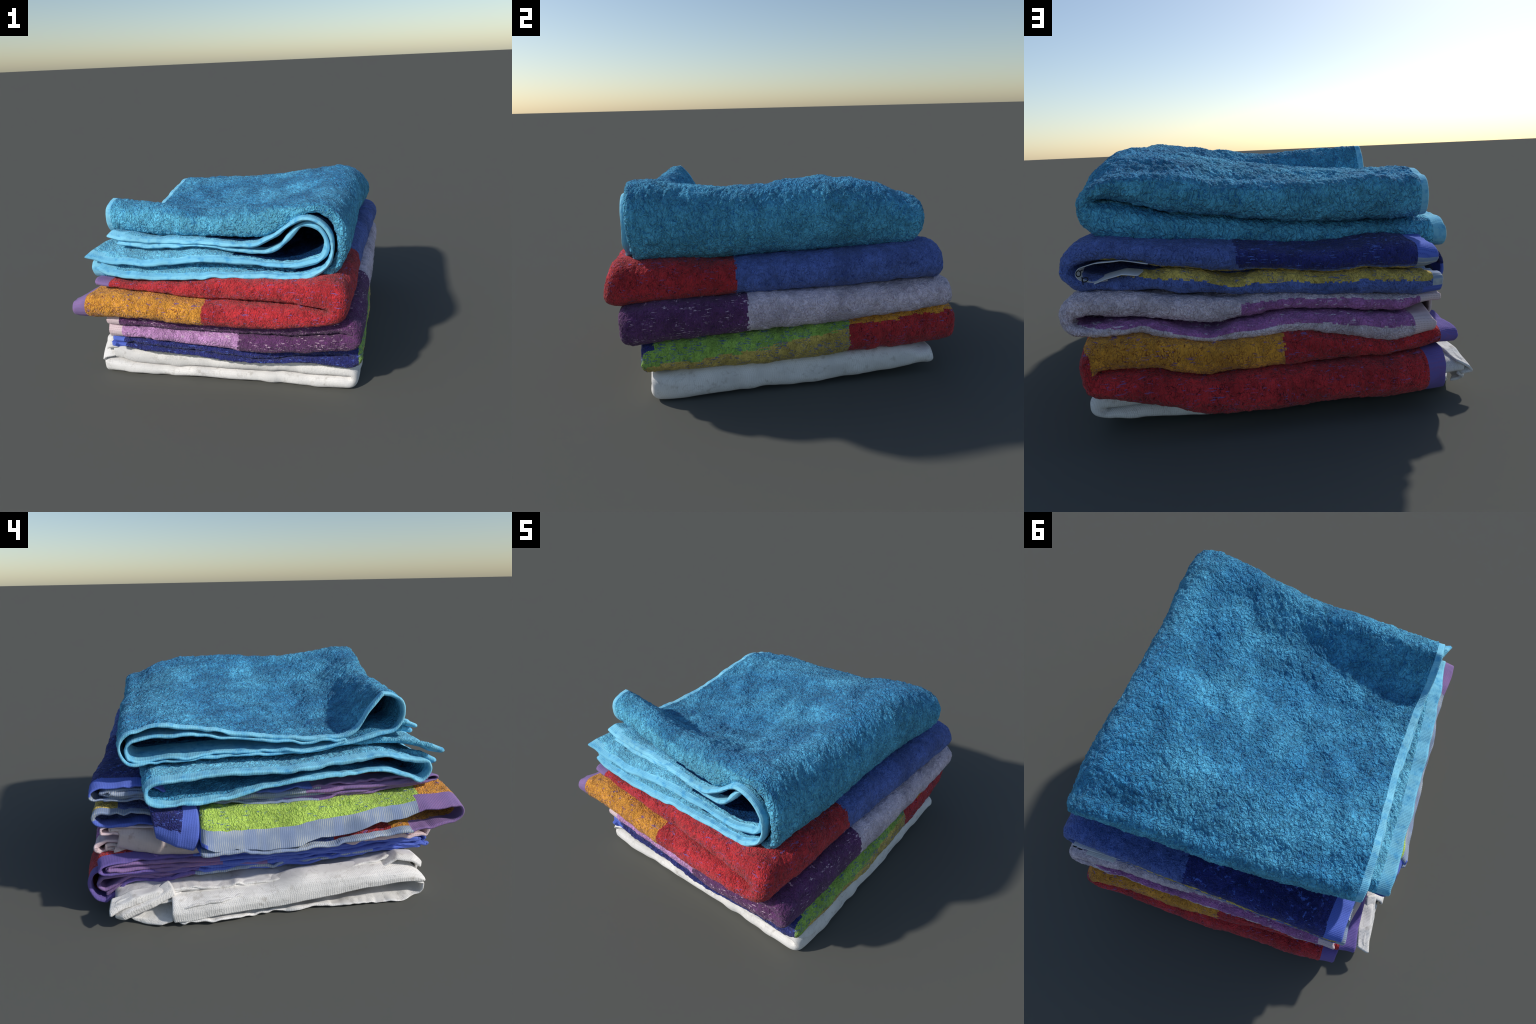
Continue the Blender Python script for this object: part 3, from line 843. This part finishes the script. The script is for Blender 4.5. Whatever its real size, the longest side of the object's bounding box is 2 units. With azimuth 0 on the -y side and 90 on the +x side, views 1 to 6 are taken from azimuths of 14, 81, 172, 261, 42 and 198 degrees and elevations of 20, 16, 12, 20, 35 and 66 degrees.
# ============================================================================= sky blue towel
blue = thing('folded_towel', 'thick sky blue terry towel folded on top with a curled edge', 'towel', 0.62)
vst = (0, .05, .1, .15, .3, .45, .6, .8, .93, 1)
top_rows = {-.72: (1.140, 1.07, .955, .92, .913, .93, .96, .997, 1.004, .985),
            -.40: (1.130, 1.09, 1.02, .96, .925, .95, .985, 1.03, 1.03, 1.00),
            -.10: (1.100, 1.07, 1.015, .97, .94, .965, 1.01, 1.05, 1.035, .99),
            .20: (1.132, 1.115, 1.075, 1.04, 1.005, 1.02, 1.055, 1.085, 1.05, 1.00),
            .45: (1.185, 1.175, 1.15, 1.12, 1.085, 1.09, 1.125, 1.145, 1.10, 1.04),
            .60: (1.198, 1.20, 1.19, 1.175, 1.15, 1.155, 1.168, 1.165, 1.12, 1.06)}
top = {v: [(x, top_rows[x][i]) for x in top_rows] for i, v in enumerate(vst)}
B = Sleeve(
    zb=Height({0: [(-.74, .672), (-.48, .664), (-.21, .687), (.1, .72), (.46, .742), (.61, .745)],
               .12: [(-.80, .752), (-.48, .70), (.1, .73), (.61, .76)],
               .35: [(-.80, .742), (-.5, .71), (0, .72), (.6, .76)],
               .6: [(-.80, .71), (-.5, .705), (0, .72), (.6, .76)],
               .8: [(-.78, .655), (-.5, .70), (0, .71), (.6, .77)],
               1: [(-.77, .64), (-.72, .65), (-.58, .70), (-.44, .71), (-.3, .695), (.04, .71), (.26, .73), (.46, .752), (.62, .772)]}),
    zml=Height({0: [(-.80, .79), (-.5, .78), (-.2, .79), (.1, .80), (.4, .79), (.6, .79)],
                .15: [(-.80, .845), (-.5, .835), (.1, .84), (.6, .83)],
                .5: [(-.8, .80), (-.5, .80), (.1, .84), (.6, .92)],
                .8: [(-.8, .80), (-.5, .81), (.1, .84), (.6, .93)],
                1: [(-.77, .78), (-.64, .802), (-.45, .803), (-.18, .812), (.03, .83), (.33, .868), (.49, .888), (.65, .938), (.77, .968)]}),
    zmu=Height({0: [(-.72, .925), (-.65, .935), (-.56, .935), (-.3, .935), (-.05, .95), (.18, .965), (.32, .99), (.41, 1.045), (.48, 1.10), (.55, 1.148), (.65, 1.15)],
                .1: [(-.72, .875), (-.3, .89), (.1, .94), (.32, .98), (.6, 1.05)],
                .3: [(-.72, .835), (-.3, .85), (.1, .88), (.6, 1.0)],
                .6: [(-.72, .845), (-.3, .84), (.1, .86), (.6, .96)],
                1: [(-.72, .83), (-.64, .814), (-.45, .812), (-.18, .82), (.03, .838), (.33, .877), (.49, .90), (.65, .95), (.77, .98)]}),
    zt=Height(top, soft=7, wsoft=1.4),
    xl_lo=across(-.805, -.815, -.815, -.81, -.81, -.79), xl_up=across(-.745, -.72, -.70, -.685, -.675, -.67, -.66),
    xr=across(.775, .785, .785, .79, .80, .825, .845), xc=across(.58, .60, .60, .60, .61, .62, .63),
    xri=across(.715, .735, .73, .73, .74, .76, .78), xci=across(.58, .60, .61, .62, .65, .70, .72), bend=0.95,
    yf=along(-.80, -.80, -.815, -.845, -.845, -.765, -.655), yb=along(.635, .69, .735, .755, .775, .775, .745),
    rf=along(.06, .06, .04, .04, .06, .10, .12), rb=along(.085, .08, .09, .10, .09, .08, .085))


def blue_regions(P, d):
    x = P[..., 0]
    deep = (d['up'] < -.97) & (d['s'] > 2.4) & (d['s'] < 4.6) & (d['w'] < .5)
    return pick(P, [((d['up'] < -.9) & (d['s'] < 3.2), 'blue_sun_lightened'), (deep, 'blue_shadow_darkened'), (d['edge'] < np.where(d['s'] < 3.5, .06, .04), 'blue_hem')], 'blue')


build_sleeve(blue, B, blue_regions, 51, step=.0068, inner_fine=.0085, amp=.0066, thick=.017, depth=.34, frayed=.5, dents=.022, rumple=.006)
for n, (up, a, b, dy, dx) in enumerate([(1, .08, .78, .03, .0)]):
    build_inner_loop(blue, B, up, 110 + n, a, b, dy, dx, [(-9, 'blue_hem')], thick=.013, dyf=.26)

# the two hemmed plies that come out at the front and run round the inside of the fold
outer_ply = [(-.74, .762), (-.67, .727), (-.41, .714), (-.20, .725), (.09, .760), (.46, .762), (.56, .782), (.66, .83), (.695, .91),
             (.69, 1.02), (.645, 1.09), (.55, 1.135), (.47, 1.092), (.38, 1.014), (.28, .948), (.19, .93), (.05, .928),
             (-.09, .933), (-.39, .914), (-.61, .93), (-.70, .945)]
inner_ply = [(-.805, .838), (-.71, .816), (-.55, .807), (-.35, .806), (-.14, .832), (0, .848), (.14, .840), (.28, .834), (.42, .823), (.59, .848),
             (.658, .90), (.664, .972), (.628, 1.048), (.57, 1.086), (.50, 1.076), (.47, 1.03), (.44, .985), (.37, .915), (.28, .889), (.14, .897),
             (.05, .91), (-.09, .915), (-.39, .887), (-.63, .899)]


def ply(path, ys, k, depth):
    x = np.array([p[0] for p in path])
    z = np.array([p[1] for p in path])
    rows = []
    tilt_at = lambda v: np.interp(v, [-.8, -.2, .2, .7], [1, 1, .3, 0])
    for q in (0, .06, .12, .25, .4, .7, 1):
        upper_half = np.arange(len(path)) > len(path) * .55
        rise = np.where(upper_half, np.interp(q, [0, .12, .4, 1], [0, .012, -.02, -.075]), np.interp(q, [0, .15, .5, 1], [0, .03, .045, .03]))
        zz = z + tilt_at(x) * rise
        y = ys(x, upper_half) + depth * q
        rows.append(np.stack([x + np.interp(x, [-.8, -.4], [.16, 0]) * q, y, zz], -1).tolist())
    ribbon(blue, rows, (lambda u, v, p: np.where(v > .3, np.where((u > .3) & (u < .8), 2, 0), np.where((v < .17) | (u < .03) | (u > .97), 1, 0)), ['blue_sun_lightened', 'blue_hem', 'blue_shadow_darkened']), k, thick=.026, nu=420, nv=50, amp=.004, wob=.005)


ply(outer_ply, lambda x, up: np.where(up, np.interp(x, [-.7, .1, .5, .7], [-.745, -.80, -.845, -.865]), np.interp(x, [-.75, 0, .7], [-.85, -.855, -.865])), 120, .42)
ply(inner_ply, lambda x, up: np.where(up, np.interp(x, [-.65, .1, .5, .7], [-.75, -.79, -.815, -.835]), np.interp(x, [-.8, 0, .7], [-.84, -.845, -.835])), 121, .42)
